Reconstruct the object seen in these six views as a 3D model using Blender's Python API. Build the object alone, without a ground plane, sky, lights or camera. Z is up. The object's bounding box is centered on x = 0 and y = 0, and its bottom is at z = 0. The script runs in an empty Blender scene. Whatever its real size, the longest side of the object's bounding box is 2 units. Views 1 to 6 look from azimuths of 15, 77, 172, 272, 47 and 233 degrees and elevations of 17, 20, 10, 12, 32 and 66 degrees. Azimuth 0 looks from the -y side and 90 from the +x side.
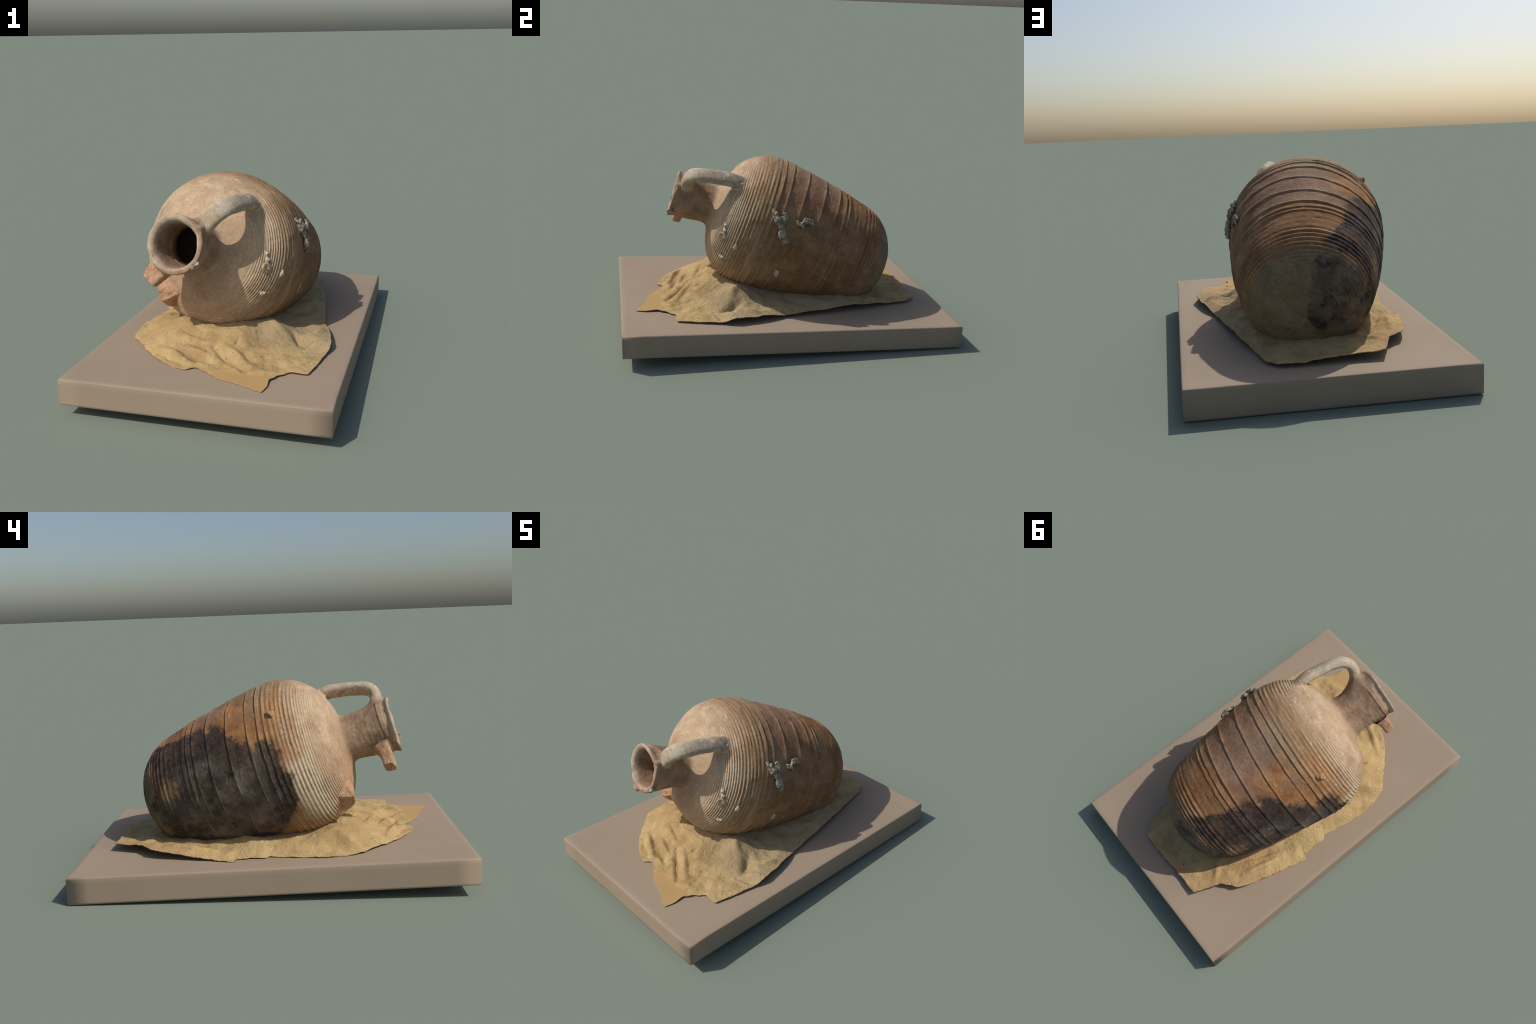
# A ribbed clay jug lying half sunk in a patch of sand on a plain display slab.
import bpy, math
import numpy as np
from mathutils import Matrix, Vector

RNG = np.random.default_rng(7)

# ------------------------------------------------------------------ helpers
def smooth(a, b, x):
    t = np.clip((x - a) / (b - a), 0.0, 1.0)
    return t * t * (3 - 2 * t)


class Noise3:
    """Vectorised gradient noise, seeded."""
    def __init__(self, seed):
        r = np.random.default_rng(seed)
        self.p = np.concatenate([r.permutation(256)] * 3)
        g = r.normal(size=(256, 3))
        self.g = g / np.linalg.norm(g, axis=1)[:, None]

    def __call__(self, P, scale=1.0, octaves=1, rough=0.5):
        P = np.asarray(P, float) * scale
        out, amp = np.zeros(len(P)), 1.0
        for _ in range(octaves):
            i = np.floor(P).astype(int)
            f = P - i
            i &= 255
            u = f * f * f * (f * (f * 6 - 15) + 10)
            acc = 0.0
            for dx in (0, 1):
                for dy in (0, 1):
                    for dz in (0, 1):
                        h = self.p[self.p[self.p[i[:, 0] + dx] + i[:, 1] + dy] + i[:, 2] + dz] & 255
                        d = f - np.array([dx, dy, dz])
                        w = ((u[:, 0] if dx else 1 - u[:, 0]) * (u[:, 1] if dy else 1 - u[:, 1])
                             * (u[:, 2] if dz else 1 - u[:, 2]))
                        acc = acc + w * np.einsum("ij,ij->i", self.g[h], d)
            out += amp * acc
            amp *= rough
            P = P * 2.03 + 11.7
        return out * 1.6


N1, N2, N3 = Noise3(11), Noise3(23), Noise3(37)


def catmull(points, n):
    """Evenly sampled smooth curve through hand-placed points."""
    C = np.asarray(points, float)
    k = len(C)
    t = np.linspace(0, k - 1, 60 * k)
    i = np.clip(t.astype(int), 0, k - 2)
    u = (t - i)[:, None]
    E = np.vstack([2 * C[0] - C[1], C, 2 * C[-1] - C[-2]])
    m = (E[2:] - E[:-2]) / 2
    Q = ((2 * u**3 - 3 * u**2 + 1) * C[i] + (u**3 - 2 * u**2 + u) * m[i]
         + (-2 * u**3 + 3 * u**2) * C[i + 1] + (u**3 - u**2) * m[i + 1])
    s = np.concatenate([[0], np.cumsum(np.linalg.norm(np.diff(Q, axis=0), axis=1))])
    w = np.linspace(0, s[-1], n)
    return np.stack([np.interp(w, s, Q[:, j]) for j in range(Q.shape[1])], 1)


def grid_faces(rows, cols, wrap=True):
    a = np.arange(rows - 1)[:, None] * cols
    j = np.arange(cols if wrap else cols - 1)[None]
    k = (j + 1) % cols
    return np.stack([a + j, a + k, a + cols + k, a + cols + j], -1).reshape(-1, 4)


def mesh_object(name, verts, faces, material, parent=None, smooth_shade=True):
    me = bpy.data.meshes.new(name)
    me.from_pydata(np.asarray(verts, float).tolist(), [], [list(map(int, f)) for f in faces])
    me.update()
    me.polygons.foreach_set("use_smooth", [smooth_shade] * len(me.polygons))
    me.materials.append(material)
    ob = bpy.data.objects.new(name, me)
    bpy.context.scene.collection.objects.link(ob)
    if parent is not None:
        ob.parent = parent
    return ob


def mesh_from_arrays(name, verts, quads, material, parent=None, normals=None):
    me = bpy.data.meshes.new(name)
    me.vertices.add(len(verts))
    me.vertices.foreach_set("co", np.asarray(verts, np.float32).ravel())
    me.loops.add(quads.size)
    me.loops.foreach_set("vertex_index", quads.ravel().astype(np.int32))
    me.polygons.add(len(quads))
    me.polygons.foreach_set("loop_start", np.arange(len(quads), dtype=np.int32) * 4)
    me.polygons.foreach_set("use_smooth", np.ones(len(quads), bool))
    me.update(calc_edges=True)
    me.validate()
    me.materials.append(material)
    if normals is not None:
        me.normals_split_custom_set_from_vertices(normals.tolist())
    ob = bpy.data.objects.new(name, me)
    bpy.context.scene.collection.objects.link(ob)
    if parent is not None:
        ob.parent = parent
    return ob


def vertex_normals(V, Q):
    n = np.cross(V[Q[:, 2]] - V[Q[:, 0]], V[Q[:, 3]] - V[Q[:, 1]])
    out = np.zeros_like(V)
    for c in range(4):
        for k in range(3):
            out[:, k] += np.bincount(Q[:, c], n[:, k], len(V))
    return out / np.maximum(np.linalg.norm(out, axis=1), 1e-12)[:, None]


# ------------------------------------------------------------ node helpers
class Mat:
    def __init__(self, name, rough=0.9):
        self.m = bpy.data.materials.new(name)
        self.m.use_nodes = True
        self.t = self.m.node_tree
        self.b = self.t.nodes["Principled BSDF"]
        self.b.inputs["Roughness"].default_value = rough
        self.b.inputs["Specular IOR Level"].default_value = 0.2
        self.co = self.node("ShaderNodeTexCoord").outputs["Object"]

    def node(self, kind, **k):
        n = self.t.nodes.new(kind)
        for a, v in k.items():
            setattr(n, a, v)
        return n

    def put(self, socket, v):
        if isinstance(v, bpy.types.NodeSocket):
            self.t.links.new(v, socket)
        elif isinstance(v, (tuple, list)) and len(v) == 3 and socket.type == "RGBA":
            socket.default_value = (*v, 1)
        else:
            socket.default_value = v

    def math(self, op, a, b=0.0, c=0.0, clamp=False):
        n = self.node("ShaderNodeMath", operation=op, use_clamp=clamp)
        for s, v in zip(n.inputs, (a, b, c)):
            self.put(s, v)
        return n.outputs[0]

    def step(self, x, lo, hi):
        n = self.node("ShaderNodeMapRange", interpolation_type="SMOOTHSTEP")
        self.put(n.inputs[0], x)
        for i, v in ((1, lo), (2, hi), (3, 0.0), (4, 1.0)):
            self.put(n.inputs[i], v)
        return n.outputs[0]

    def window(self, x, a, b, c, d):
        return self.math("MULTIPLY", self.step(x, a, b), self.math("SUBTRACT", 1.0, self.step(x, c, d)))

    def noise(self, scale, detail=4, rough=0.55, co=None, stretch=None, distort=0.0, shift=0.0):
        co = co or self.co
        if stretch or shift:
            mp = self.node("ShaderNodeMapping")
            self.put(mp.inputs[0], co)
            mp.inputs["Scale"].default_value = stretch or (1, 1, 1)
            mp.inputs["Location"].default_value = (shift, shift * 0.7, -shift)
            co = mp.outputs[0]
        n = self.node("ShaderNodeTexNoise")
        self.put(n.inputs["Vector"], co)
        n.inputs["Scale"].default_value = scale
        n.inputs["Detail"].default_value = detail
        n.inputs["Roughness"].default_value = rough
        n.inputs["Distortion"].default_value = distort
        return n.outputs["Fac"]

    def mix(self, fac, a, b, mode="MIX"):
        n = self.node("ShaderNodeMix", data_type="RGBA", blend_type=mode)
        self.put(n.inputs[0], fac)
        self.put(n.inputs[6], a)
        self.put(n.inputs[7], b)
        return n.outputs[2]

    def ramp(self, x, stops):
        n = self.node("ShaderNodeValToRGB")
        self.put(n.inputs[0], x)
        e = n.color_ramp.elements
        while len(e) < len(stops):
            e.new(0.5)
        for k, (p, c) in zip(e, stops):
            k.position = p
            k.color = (*c, 1) if isinstance(c, tuple) else (c, c, c, 1)
        return n.outputs[0]

    def bump(self, height, strength=0.3, distance=0.004):
        n = self.node("ShaderNodeBump")
        n.inputs["Strength"].default_value = strength
        n.inputs["Distance"].default_value = distance
        self.put(n.inputs["Height"], height)
        self.put(self.b.inputs["Normal"], n.outputs[0])

    def finish(self, color, rough=None):
        self.put(self.b.inputs["Base Color"], color)
        if rough is not None:
            self.put(self.b.inputs["Roughness"], rough)
        return self.m


# ------------------------------------------------------------------ frame
# Jug frame: origin on the axis inside the belly, local Z runs out of the mouth,
# local X is level, local Y points up.
ORIGIN = np.array([-0.0513, 0.0694, 0.5297])
AXIS = np.array([-0.17306, -0.92729, 0.33195])
AXIS /= np.linalg.norm(AXIS)
LX = np.cross([0, 0, 1.0], AXIS); LX /= np.linalg.norm(LX)
LY = np.cross(AXIS, LX)
FRAME = np.stack([LX, LY, AXIS], 1)
to_world = lambda L: np.asarray(L) @ FRAME.T + ORIGIN
to_local = lambda P: (np.asarray(P) - ORIGIN) @ FRAME

# (z along axis, radius) of the outer wall, base to lip
OUTER = [(-.661, 0), (-.660, .03), (-.655, .07), (-.640, .124), (-.616, .180), (-.578, .237), (-.53, .281),
         (-.472, .314), (-.41, .335), (-.35, .350), (-.248, .371), (-.159, .386), (-.079, .398), (0, .408),
         (.09, .417), (.17, .423), (.23, .422), (.277, .414), (.33, .395), (.371, .371), (.41, .340),
         (.447, .299), (.471, .251), (.487, .205), (.497, .165), (.508, .138), (.525, .124), (.56, .1185),
         (.6, .1205), (.64, .1255), (.675, .130), (.698, .1345), (.708, .1335), (.718, .131), (.735, .1325),
         (.752, .1375), (.761, .1418), (.7655, .1418)]
INNER = [(.7685, .139), (.7695, .131), (.766, .122), (.757, .1145), (.735, .107), (.70, .1015), (.65, .099), (.632, .099), (.622, .0955),
         (.612, .0985), (.58, .098), (.555, .094), (.535, .080), (.522, .05), (.517, .02), (.516, 0)]

# one continuous throwing spiral: turn count -> height of the ridge along the axis
TURN = [(-19, .461), (-18, .454), (-17, .447), (-16, .439), (-15, .431), (-14, .423), (-13, .414), (-12, .405), (-11, .394),
        (-9.9, .382), (-8.9, .370), (-7.9, .358), (-6.9, .343), (-5.9, .325), (-4.9, .304), (-3.9, .286), (-2.9, .265),
        (-1.9, .242), (-.9, .216), (-.55, .206), (.083, .180), (.4, .172), (.6, .163), (1.08, .133), (1.4, .112), (1.6, .099),
        (1.87, .064), (2.08, .036), (2.4, .0), (2.6, -.022), (2.88, -.059), (3.08, -.084), (3.4, -.121), (3.6, -.138),
        (3.88, -.168), (4.08, -.186), (4.4, -.210), (4.7, -.225), (5.08, -.24), (5.4, -.25), (6.08, -.266), (6.4, -.282),
        (7.1, -.312), (8.1, -.347), (9.1, -.382), (10.24, -.417), (11.24, -.443), (12.24, -.466), (13.24, -.488),
        (14.24, -.507), (15.24, -.526), (16.24, -.542), (17.24, -.556), (18.24, -.570), (19.24, -.584), (20.24, -.597),
        (21.24, -.608), (22.24, -.618), (23.24, -.626), (24.24, -.634), (25.24, -.641), (26.24, -.6465), (27.24, -.651)]
TURN = np.array(TURN)

HANDLE = [(.098, .655), (.128, .678), (.165, .703), (.205, .716), (.240, .713), (.268, .696), (.291, .666), (.310, .610), (.327, .535),
          (.336, .465), (.326, .410), (.300, .370), (.270, .345)]          # (distance from axis, z)
HANDLE_ANGLE = [(0, 34), (.2, 39), (.35, 42.5), (.6, 46), (1, 49.5)]
NECK_STUB = [(-.066, -.092, .680), (-.085, -.125, .688), (-.112, -.160, .694), (-.137, -.193, .690)]
SHOULDER_STUB = [(-.150, -.205, .395), (-.170, -.238, .418), (-.188, -.264, .444), (-.196, -.275, .455)]


def handle_curve(n):
    c = catmull(HANDLE, n)
    f = np.linspace(0, 1, n)
    a = np.radians(np.interp(f, *zip(*HANDLE_ANGLE)))
    return np.stack([c[:, 0] * np.cos(a), c[:, 0] * np.sin(a), c[:, 1]], 1), f


def neck_shift(P):
    """The neck is slightly off the body's axis and its mouth is tipped."""
    P = P.copy()
    w = smooth(.45, .74, P[:, 2])
    P[:, 2] -= (.0546 * P[:, 0] - .0473 * P[:, 1]) * smooth(.56, .75, P[:, 2])
    P[:, 0] += .0130 * w
    P[:, 1] -= .0115 * w
    return P


def rib_height(z, th, P):
    """Relief of the throwing spiral (metres, outward)."""
    T = np.interp(z, TURN[::-1, 1], TURN[::-1, 0])
    wob = .10 * N1(P, 2.2) + .05 * N2(P, 7.0)
    u = T - th / (2 * np.pi) + wob * smooth(.25, .15, z) * .6
    k = np.round(u)
    du = u - k
    pitch = np.abs(np.gradient(TURN[:, 1], TURN[:, 0]))
    pz = np.interp(u * 0 + T, TURN[:, 0], pitch)
    d = du * pz                                             # + towards the base
    amp = np.clip(1 + .75 * N2(P, 4.5, 2), .25, 1.6)
    fine = (np.cos(2 * np.pi * du) * .5 + .5) ** .8 - .5
    hs = .0050 * fine * smooth(.175, .25, z) * (.62 + .38 * smooth(.28, .32, z)) * (1 - .45 * smooth(.38, .43, z)) * (1 - smooth(.445, .478, z))
    deg = np.degrees(th)
    hs = hs * (1 - .6 * smooth(55, 78, deg) * (1 - smooth(108, 135, deg)))       # rubbed smooth on top
    hb = .0052 * fine * smooth(-.385, -.425, z) * smooth(-.545, -.49, z)
    hb2 = .0036 * fine * smooth(-.48, -.54, z) * smooth(-.655, -.63, z)
    ridge = np.where(d < 0, .55 * np.exp(-(d / .006) ** 2) + .45 * np.exp(-(d / .020) ** 2), np.exp(-(d / .0042) ** 2))
    ridge = .0046 * ridge * (1 + .35 * N3(P, 18, 2)) - .0016 * np.exp(-((d - .009) / .007) ** 2)
    hm = ridge * smooth(.235, .185, z) * smooth(-.30, -.27, z)
    faint = .0010 * fine * smooth(-.27, -.31, z) * smooth(-.44, -.40, z)
    return (hs + hb + hb2 + hm + faint) * amp


def path_field(path, radius):
    path = np.asarray(path)

    def field(P):
        best = np.full(len(P), 9.0)
        for a, b, ra, rb in zip(path[:-1], path[1:], radius[:-1], radius[1:]):
            ab = b - a
            t = np.clip((P - a) @ ab / (ab @ ab), 0, 1)
            best = np.minimum(best, np.linalg.norm(P - a - t[:, None] * ab, axis=1) - (ra + (rb - ra) * t))
        return best
    return field


WALL = catmull(OUTER, 260)


def wall_field(P):
    """Signed distance to the jug's plain outer wall."""
    w = smooth(.45, .74, P[:, 2])
    x, y = P[:, 0] - .0130 * w, P[:, 1] + .0115 * w
    z = P[:, 2] + (.0546 * x - .0473 * y) * smooth(.56, .75, P[:, 2])
    q = np.stack([z, np.hypot(x, y)], 1)
    best = np.full(len(P), 9.0)
    for a, b in zip(WALL[:-1:2], WALL[2::2]):
        ab = b - a
        t = np.clip((q - a) @ ab / (ab @ ab), 0, 1)
        best = np.minimum(best, np.linalg.norm(q - a - t[:, None] * ab, axis=1))
    return np.where(q[:, 1] < np.interp(z, WALL[:, 0], WALL[:, 1]), -best, best)


def weld(V, Nn, fields, most=.05):
    """Raise a fillet on a surface where other parts (field, blend width) grow out of it."""
    near = np.zeros(len(V), bool)
    for fld, k in fields:
        near |= fld(V) < k * 1.1
    for fld, k in fields:
        near[near] = fld(V[near]) > -.012          # what is swallowed by the other part stays put
    idx = np.where(near)[0]
    P0, n = V[idx], Nn[idx]
    t = np.zeros(len(idx))
    for _ in range(10):
        P = P0 + n * t[:, None]
        f = t.copy()
        for fld, k in fields:
            h = np.maximum(fld(P), -.010)
            m = np.clip(.5 + .5 * (h - f) / k, 0, 1)
            f = h * (1 - m) + f * m - k * m * (1 - m)
        t = np.clip(t - .6 * f, 0, most)
    V = V.copy()
    V[idx] = P0 + n * t[:, None]
    return V


# ------------------------------------------------------------ jug materials
def clay_material():
    M = Mat("fired_clay", .88)
    sep = M.node("ShaderNodeSeparateXYZ")
    M.put(sep.inputs[0], M.co)
    x, y, z = sep.outputs
    ang = M.math("MULTIPLY", M.math("ARCTAN2", y, x), 180 / math.pi)
    ang360 = M.math("MODULO", M.math("ADD", ang, 360.0), 360.0)
    big = M.noise(3.2, 5, .6)
    mid = M.noise(9.0, 6, .62, shift=3.1)
    fin = M.noise(60.0, 5, .65)
    speck = M.noise(170.0, 2, .5, shift=5.0)
    # thrown clay streaks: stretched round the pot
    streak = M.noise(16.0, 5, .6, stretch=(.35, .35, 3.2), shift=1.7)

    rad = M.math("SQRT", M.math("ADD", M.math("MULTIPLY", x, x), M.math("MULTIPLY", y, y)))
    stain = M.noise(5.0, 6, .66, shift=17.0)

    pale = M.mix(M.step(big, .36, .64), (.465, .335, .212), (.360, .235, .140))
    pale = M.mix(M.math("MULTIPLY", M.step(streak, .48, .66), .55), pale, (.545, .42, .285))
    pale = M.mix(M.math("MULTIPLY", M.step(stain, .52, .66), .7), pale, (.275, .165, .092))
    brown = M.mix(M.step(mid, .35, .68), (.195, .096, .043), (.285, .156, .076))
    brown = M.mix(M.math("MULTIPLY", M.step(streak, .52, .7), .6), brown, (.145, .075, .036))
    brown = M.mix(M.math("MULTIPLY", M.step(stain, .52, .66), .55), brown, (.33, .225, .140))
    rose = M.mix(M.step(mid, .36, .66), (.250, .138, .082), (.345, .195, .113))
    rose = M.mix(M.math("MULTIPLY", M.step(stain, .50, .64), .4), rose, (.30, .225, .15))
    orange = M.mix(M.step(mid, .36, .66), (.275, .125, .050), (.40, .195, .078))
    khaki = M.mix(M.step(mid, .36, .66), (.185, .136, .078), (.26, .180, .100))

    zj = M.math("ADD", z, M.math("MULTIPLY", M.math("SUBTRACT", big, .5), .22))
    aj = M.math("ADD", ang, M.math("MULTIPLY", M.math("SUBTRACT", big, .5), 70.0))
    a36 = M.math("ADD", ang360, M.math("MULTIPLY", M.math("SUBTRACT", big, .5), 60.0))

    col = brown
    # rosy brown along the upper belly
    col = M.mix(M.math("MULTIPLY", M.window(aj, 40, 70, 112, 130), M.window(zj, -.30, -.16, .22, .34)), col, rose)
    # orange flank above the soot, and round the lower belly
    m = M.math("MULTIPLY", M.window(a36, 108, 124, 175, 190), M.window(zj, -.10, .0, .25, .36))
    col = M.mix(M.math("MULTIPLY", m, .95), col, orange)
    m = M.math("MULTIPLY", M.window(a36, 35, 80, 205, 230), M.window(zj, -.52, -.46, -.28, -.16))
    col = M.mix(M.math("MULTIPLY", m, .8), col, M.mix(.45, orange, brown))
    # tan ribs, then a paler shoulder, neck and mouth
    tan = M.mix(M.step(streak, .42, .62), (.255, .150, .073), (.40, .272, .150))
    col = M.mix(M.math("MULTIPLY", M.step(zj, .10, .24), .85), col, M.mix(M.window(a36, 108, 122, 168, 180), tan, M.mix(.5, tan, orange)))
    col = M.mix(M.step(zj, .28, .38), col, pale)
    m = M.math("MULTIPLY", M.window(a36, 160, 178, 222, 235), M.window(z, .235, .275, .37, .41))
    col = M.mix(M.math("MULTIPLY", m, .75), col, (.52, .41, .275))
    m = M.math("MULTIPLY", M.window(a36, 185, 205, 300, 320), M.window(z, .37, .42, .5, .53))
    col = M.mix(M.math("MULTIPLY", m, .55), col, (.40, .245, .145))
    col = M.mix(M.math("MULTIPLY", M.step(z, .49, .54), .8), col, M.mix(M.step(mid, .36, .66), (.205, .128, .082), (.37, .245, .155)))
    # grey weathered handle and lip
    wall_r = M.math("MULTIPLY", M.ramp(M.math("DIVIDE", M.math("SUBTRACT", z, .34), .2), [(0.0, .410), (.16, .390), (.36, .356), (.55, .310), (.68, .25), (.78, .17), (1.0, .135)]), 1.0)
    hm = M.math("MULTIPLY", M.step(M.math("SUBTRACT", rad, wall_r), .020, .048), M.window(ang, 8, 18, 72, 82))
    hm = M.math("MULTIPLY", hm, M.step(z, .38, .42))
    grey = M.mix(M.step(mid, .34, .66), (.36, .285, .195), (.51, .435, .315))
    grey = M.mix(M.math("MULTIPLY", M.step(M.noise(22.0, 5, .6, shift=6.0), .56, .68), .55), grey, (.19, .155, .11))
    grey = M.mix(M.math("MULTIPLY", M.step(stain, .54, .66), .5), grey, (.34, .22, .14))
    col = M.mix(M.math("MULTIPLY", hm, .92), col, grey)
    col = M.mix(M.math("MULTIPLY", M.math("MULTIPLY", M.step(z, .742, .756), M.math("SUBTRACT", 1.0, M.step(rad, .134, .141))), .7), col, M.mix(M.step(mid, .36, .64), (.40, .31, .215), (.53, .435, .32)))
    # throat painted near-black for the unlit hollow inside the mouth
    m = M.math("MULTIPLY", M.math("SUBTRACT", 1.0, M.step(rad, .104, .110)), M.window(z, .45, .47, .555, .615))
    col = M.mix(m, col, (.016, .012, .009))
    # greenish khaki foot
    foot = M.math("SUBTRACT", 1.0, M.step(M.math("ADD", z, M.math("MULTIPLY", M.math("SUBTRACT", mid, .5), .10)), -.56, -.49))
    col = M.mix(M.math("MULTIPLY", foot, .85), col, khaki)
    burnt = M.math("MULTIPLY", foot, M.window(a36, 98, 116, 225, 250))
    col = M.mix(M.math("MULTIPLY", burnt, .75), col, M.mix(M.step(mid, .4, .6), (.085, .060, .042), (.165, .118, .075)))
    # a dull grey-green bloom on the upper belly and on the sunny shoulder
    m = M.math("MULTIPLY", M.window(a36, 84, 100, 124, 140), M.window(z, -.05, .08, .22, .30))
    m = M.math("MULTIPLY", m, M.step(stain, .44, .56))
    col = M.mix(M.math("MULTIPLY", m, .45), col, (.26, .20, .125))
    # chalky washes on the right flank
    wash = M.math("MULTIPLY", M.step(M.noise(5.5, 5, .6, shift=8.0), .52, .68), M.window(ang, -75, -50, 10, 40))
    col = M.mix(M.math("MULTIPLY", wash, .32), col, (.37, .30, .22))
    # iron red bruises
    red = M.step(M.noise(6.5, 4, .6, shift=14.0), .62, .74)
    col = M.mix(M.math("MULTIPLY", red, .4), col, (.19, .075, .04))

    # paler colour along the crests of the throwing ridges
    pt = M.node("ShaderNodeNewGeometry").outputs["Pointiness"]
    pale_crest = M.math("MULTIPLY", M.step(pt, .510, .540), M.step(M.noise(10.0, 5, .6, shift=44.0), .34, .54))
    pale_crest = M.math("MULTIPLY", pale_crest, M.window(z, -.60, -.55, .46, .48))
    col = M.mix(M.math("MULTIPLY", pale_crest, .42), col, M.mix(M.step(z, .15, .28), (.40, .275, .175), (.60, .49, .35)))

    # ---- soot: bordered by angle as a function of height
    zz = M.node("ShaderNodeMapRange")
    M.put(zz.inputs[0], z)
    for i, v in ((1, -.66), (2, .30), (3, 0.0), (4, 1.0)):
        zz.inputs[i].default_value = v
    edge = [(-.66, 84), (-.60, 100), (-.53, 98), (-.49, 104), (-.44, 108), (-.41, 112), (-.31, 120), (-.24, 120.5), (-.16, 122),
            (-.115, 129), (-.07, 126.5), (-.02, 134), (.01, 143), (.06, 149), (.11, 152), (.125, 157), (.18, 154.5), (.22, 158), (.25, 164),
            (.28, 174), (.30, 180)]
    eb = M.math("MULTIPLY", M.ramp(zz.outputs[0], [((p + .66) / .96, a / 360) for p, a in edge]), 360.0)
    rag = M.math("MULTIPLY", M.math("SUBTRACT", M.noise(20.0, 7, .74, shift=2.2), .5), 34.0)
    da = M.math("ADD", M.math("SUBTRACT", ang360, eb), rag)
    soot = M.step(da, -2.5, 4.0)
    soot = M.math("MULTIPLY", soot, M.math("SUBTRACT", 1.0, M.step(M.math("ADD", ang360, M.math("MULTIPLY", rag, 1.5)), 236, 262)))
    # towards the shoulder it ends on a ragged line that drops under the belly
    zlim = M.math("SUBTRACT", .255, M.math("MULTIPLY", M.step(ang360, 200, 240), .21))
    rag2 = M.math("SUBTRACT", M.noise(9.0, 7, .72, shift=22.0), .5)
    dz = M.math("SUBTRACT", M.math("ADD", z, M.math("MULTIPLY", rag2, .16)), zlim)
    soot = M.math("MULTIPLY", soot, M.math("SUBTRACT", 1.0, M.step(dz, -.025, .018)))
    # on the foot only blotches are left
    blot = M.math("MAXIMUM", M.step(z, -.52, -.46), M.step(M.noise(11.0, 6, .7, shift=25.0), .47, .58))
    soot = M.math("MULTIPLY", soot, blot)
    black = M.mix(M.step(M.noise(30.0, 5, .7, shift=4.0), .36, .66), (.021, .017, .0155), (.062, .045, .036))
    black = M.mix(M.math("MULTIPLY", M.step(M.noise(9.0, 6, .68, shift=31.0), .50, .66), .75), black, (.105, .062, .038))
    ash = M.mix(M.step(mid, .36, .64), (.098, .075, .057), (.180, .143, .110))
    # the middle of the burnt area is rubbed to a warm grey
    worn = M.math("MULTIPLY", M.window(a36, 146, 178, 216, 240), M.window(zj, -.50, -.36, .10, .22))
    worn = M.math("MULTIPLY", worn, M.step(M.noise(7.0, 6, .68, shift=6.6), .34, .56))
    worn = M.math("MAXIMUM", worn, M.math("MULTIPLY", M.math("SUBTRACT", 1.0, M.step(z, -.56, -.47)), M.step(mid, .40, .55)))
    black = M.mix(M.math("MULTIPLY", worn, .85), black, ash)
    # flaked spots where the clay shows again
    flake = M.math("MULTIPLY", M.step(M.noise(75.0, 5, .75, shift=9.0), .56, .66), M.step(M.noise(8.0, 4, .6, shift=7.0), .44, .60))
    black = M.mix(M.math("MULTIPLY", flake, .75), black, (.27, .155, .075))
    window_flake = M.math("MULTIPLY", M.window(ang360, 150, 157, 168, 176), M.window(z, -.47, -.44, -.36, -.31))
    window_flake = M.math("MULTIPLY", window_flake, M.step(M.noise(12.0, 7, .75, shift=12.0), .42, .56))
    black = M.mix(M.math("MULTIPLY", window_flake, .8), black, (.31, .17, .08))
    # ridge crests rubbed bare of soot
    crest = M.math("MULTIPLY", M.step(pt, .515, .545), M.step(M.noise(13.0, 5, .6, shift=40.0), .38, .56))
    black = M.mix(M.math("MULTIPLY", crest, .7), black, (.30, .215, .14))
    col = M.mix(M.math("MULTIPLY", soot, .96), col, black)

    # grey lime scale spots
    scale = M.math("MULTIPLY", M.window(ang360, 146, 149, 156, 160), M.window(z, .268, .278, .305, .318))
    scale = M.math("MULTIPLY", scale, M.step(M.noise(38.0, 4, .6, shift=3.0), .46, .54))
    scale2 = M.math("MULTIPLY", M.step(M.noise(26.0, 4, .6, shift=20.0), .70, .74), M.window(ang, -70, -40, 60, 90))
    col = M.mix(M.math("MULTIPLY", M.math("MAXIMUM", scale, M.math("MULTIPLY", scale2, .6)), .8), col, (.34, .29, .205))
    # dark pits and general grain
    col = M.mix(M.math("MULTIPLY", M.step(speck, .66, .72), .45), col, (.09, .06, .04))
    col = M.mix(.5, col, M.mix(M.step(fin, .3, .7), (.38, .38, .38), (.62, .62, .62)), "OVERLAY")
    M.bump(M.math("ADD", M.math("MULTIPLY", fin, .7), M.math("MULTIPLY", speck, .3)), .35, .004)
    return M.finish(col)


def handle_material():
    M = Mat("weathered_clay", .9)
    mid = M.noise(11.0, 6, .62, shift=3.1)
    fin = M.noise(75.0, 5, .65)
    col = M.mix(M.step(mid, .34, .66), (.36, .265, .175), (.50, .415, .295))
    col = M.mix(M.math("MULTIPLY", M.step(M.noise(5.0, 4, .6, shift=2.0), .52, .66), .6), col, (.34, .205, .125))
    col = M.mix(M.math("MULTIPLY", M.step(M.noise(28.0, 5, .6, shift=6.0), .60, .70), .45), col, (.19, .15, .105))
    col = M.mix(.45, col, M.mix(M.step(fin, .3, .7), (.36, .36, .36), (.64, .64, .64)), "OVERLAY")
    M.bump(fin, .4, .005)
    return M.finish(col)


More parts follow.
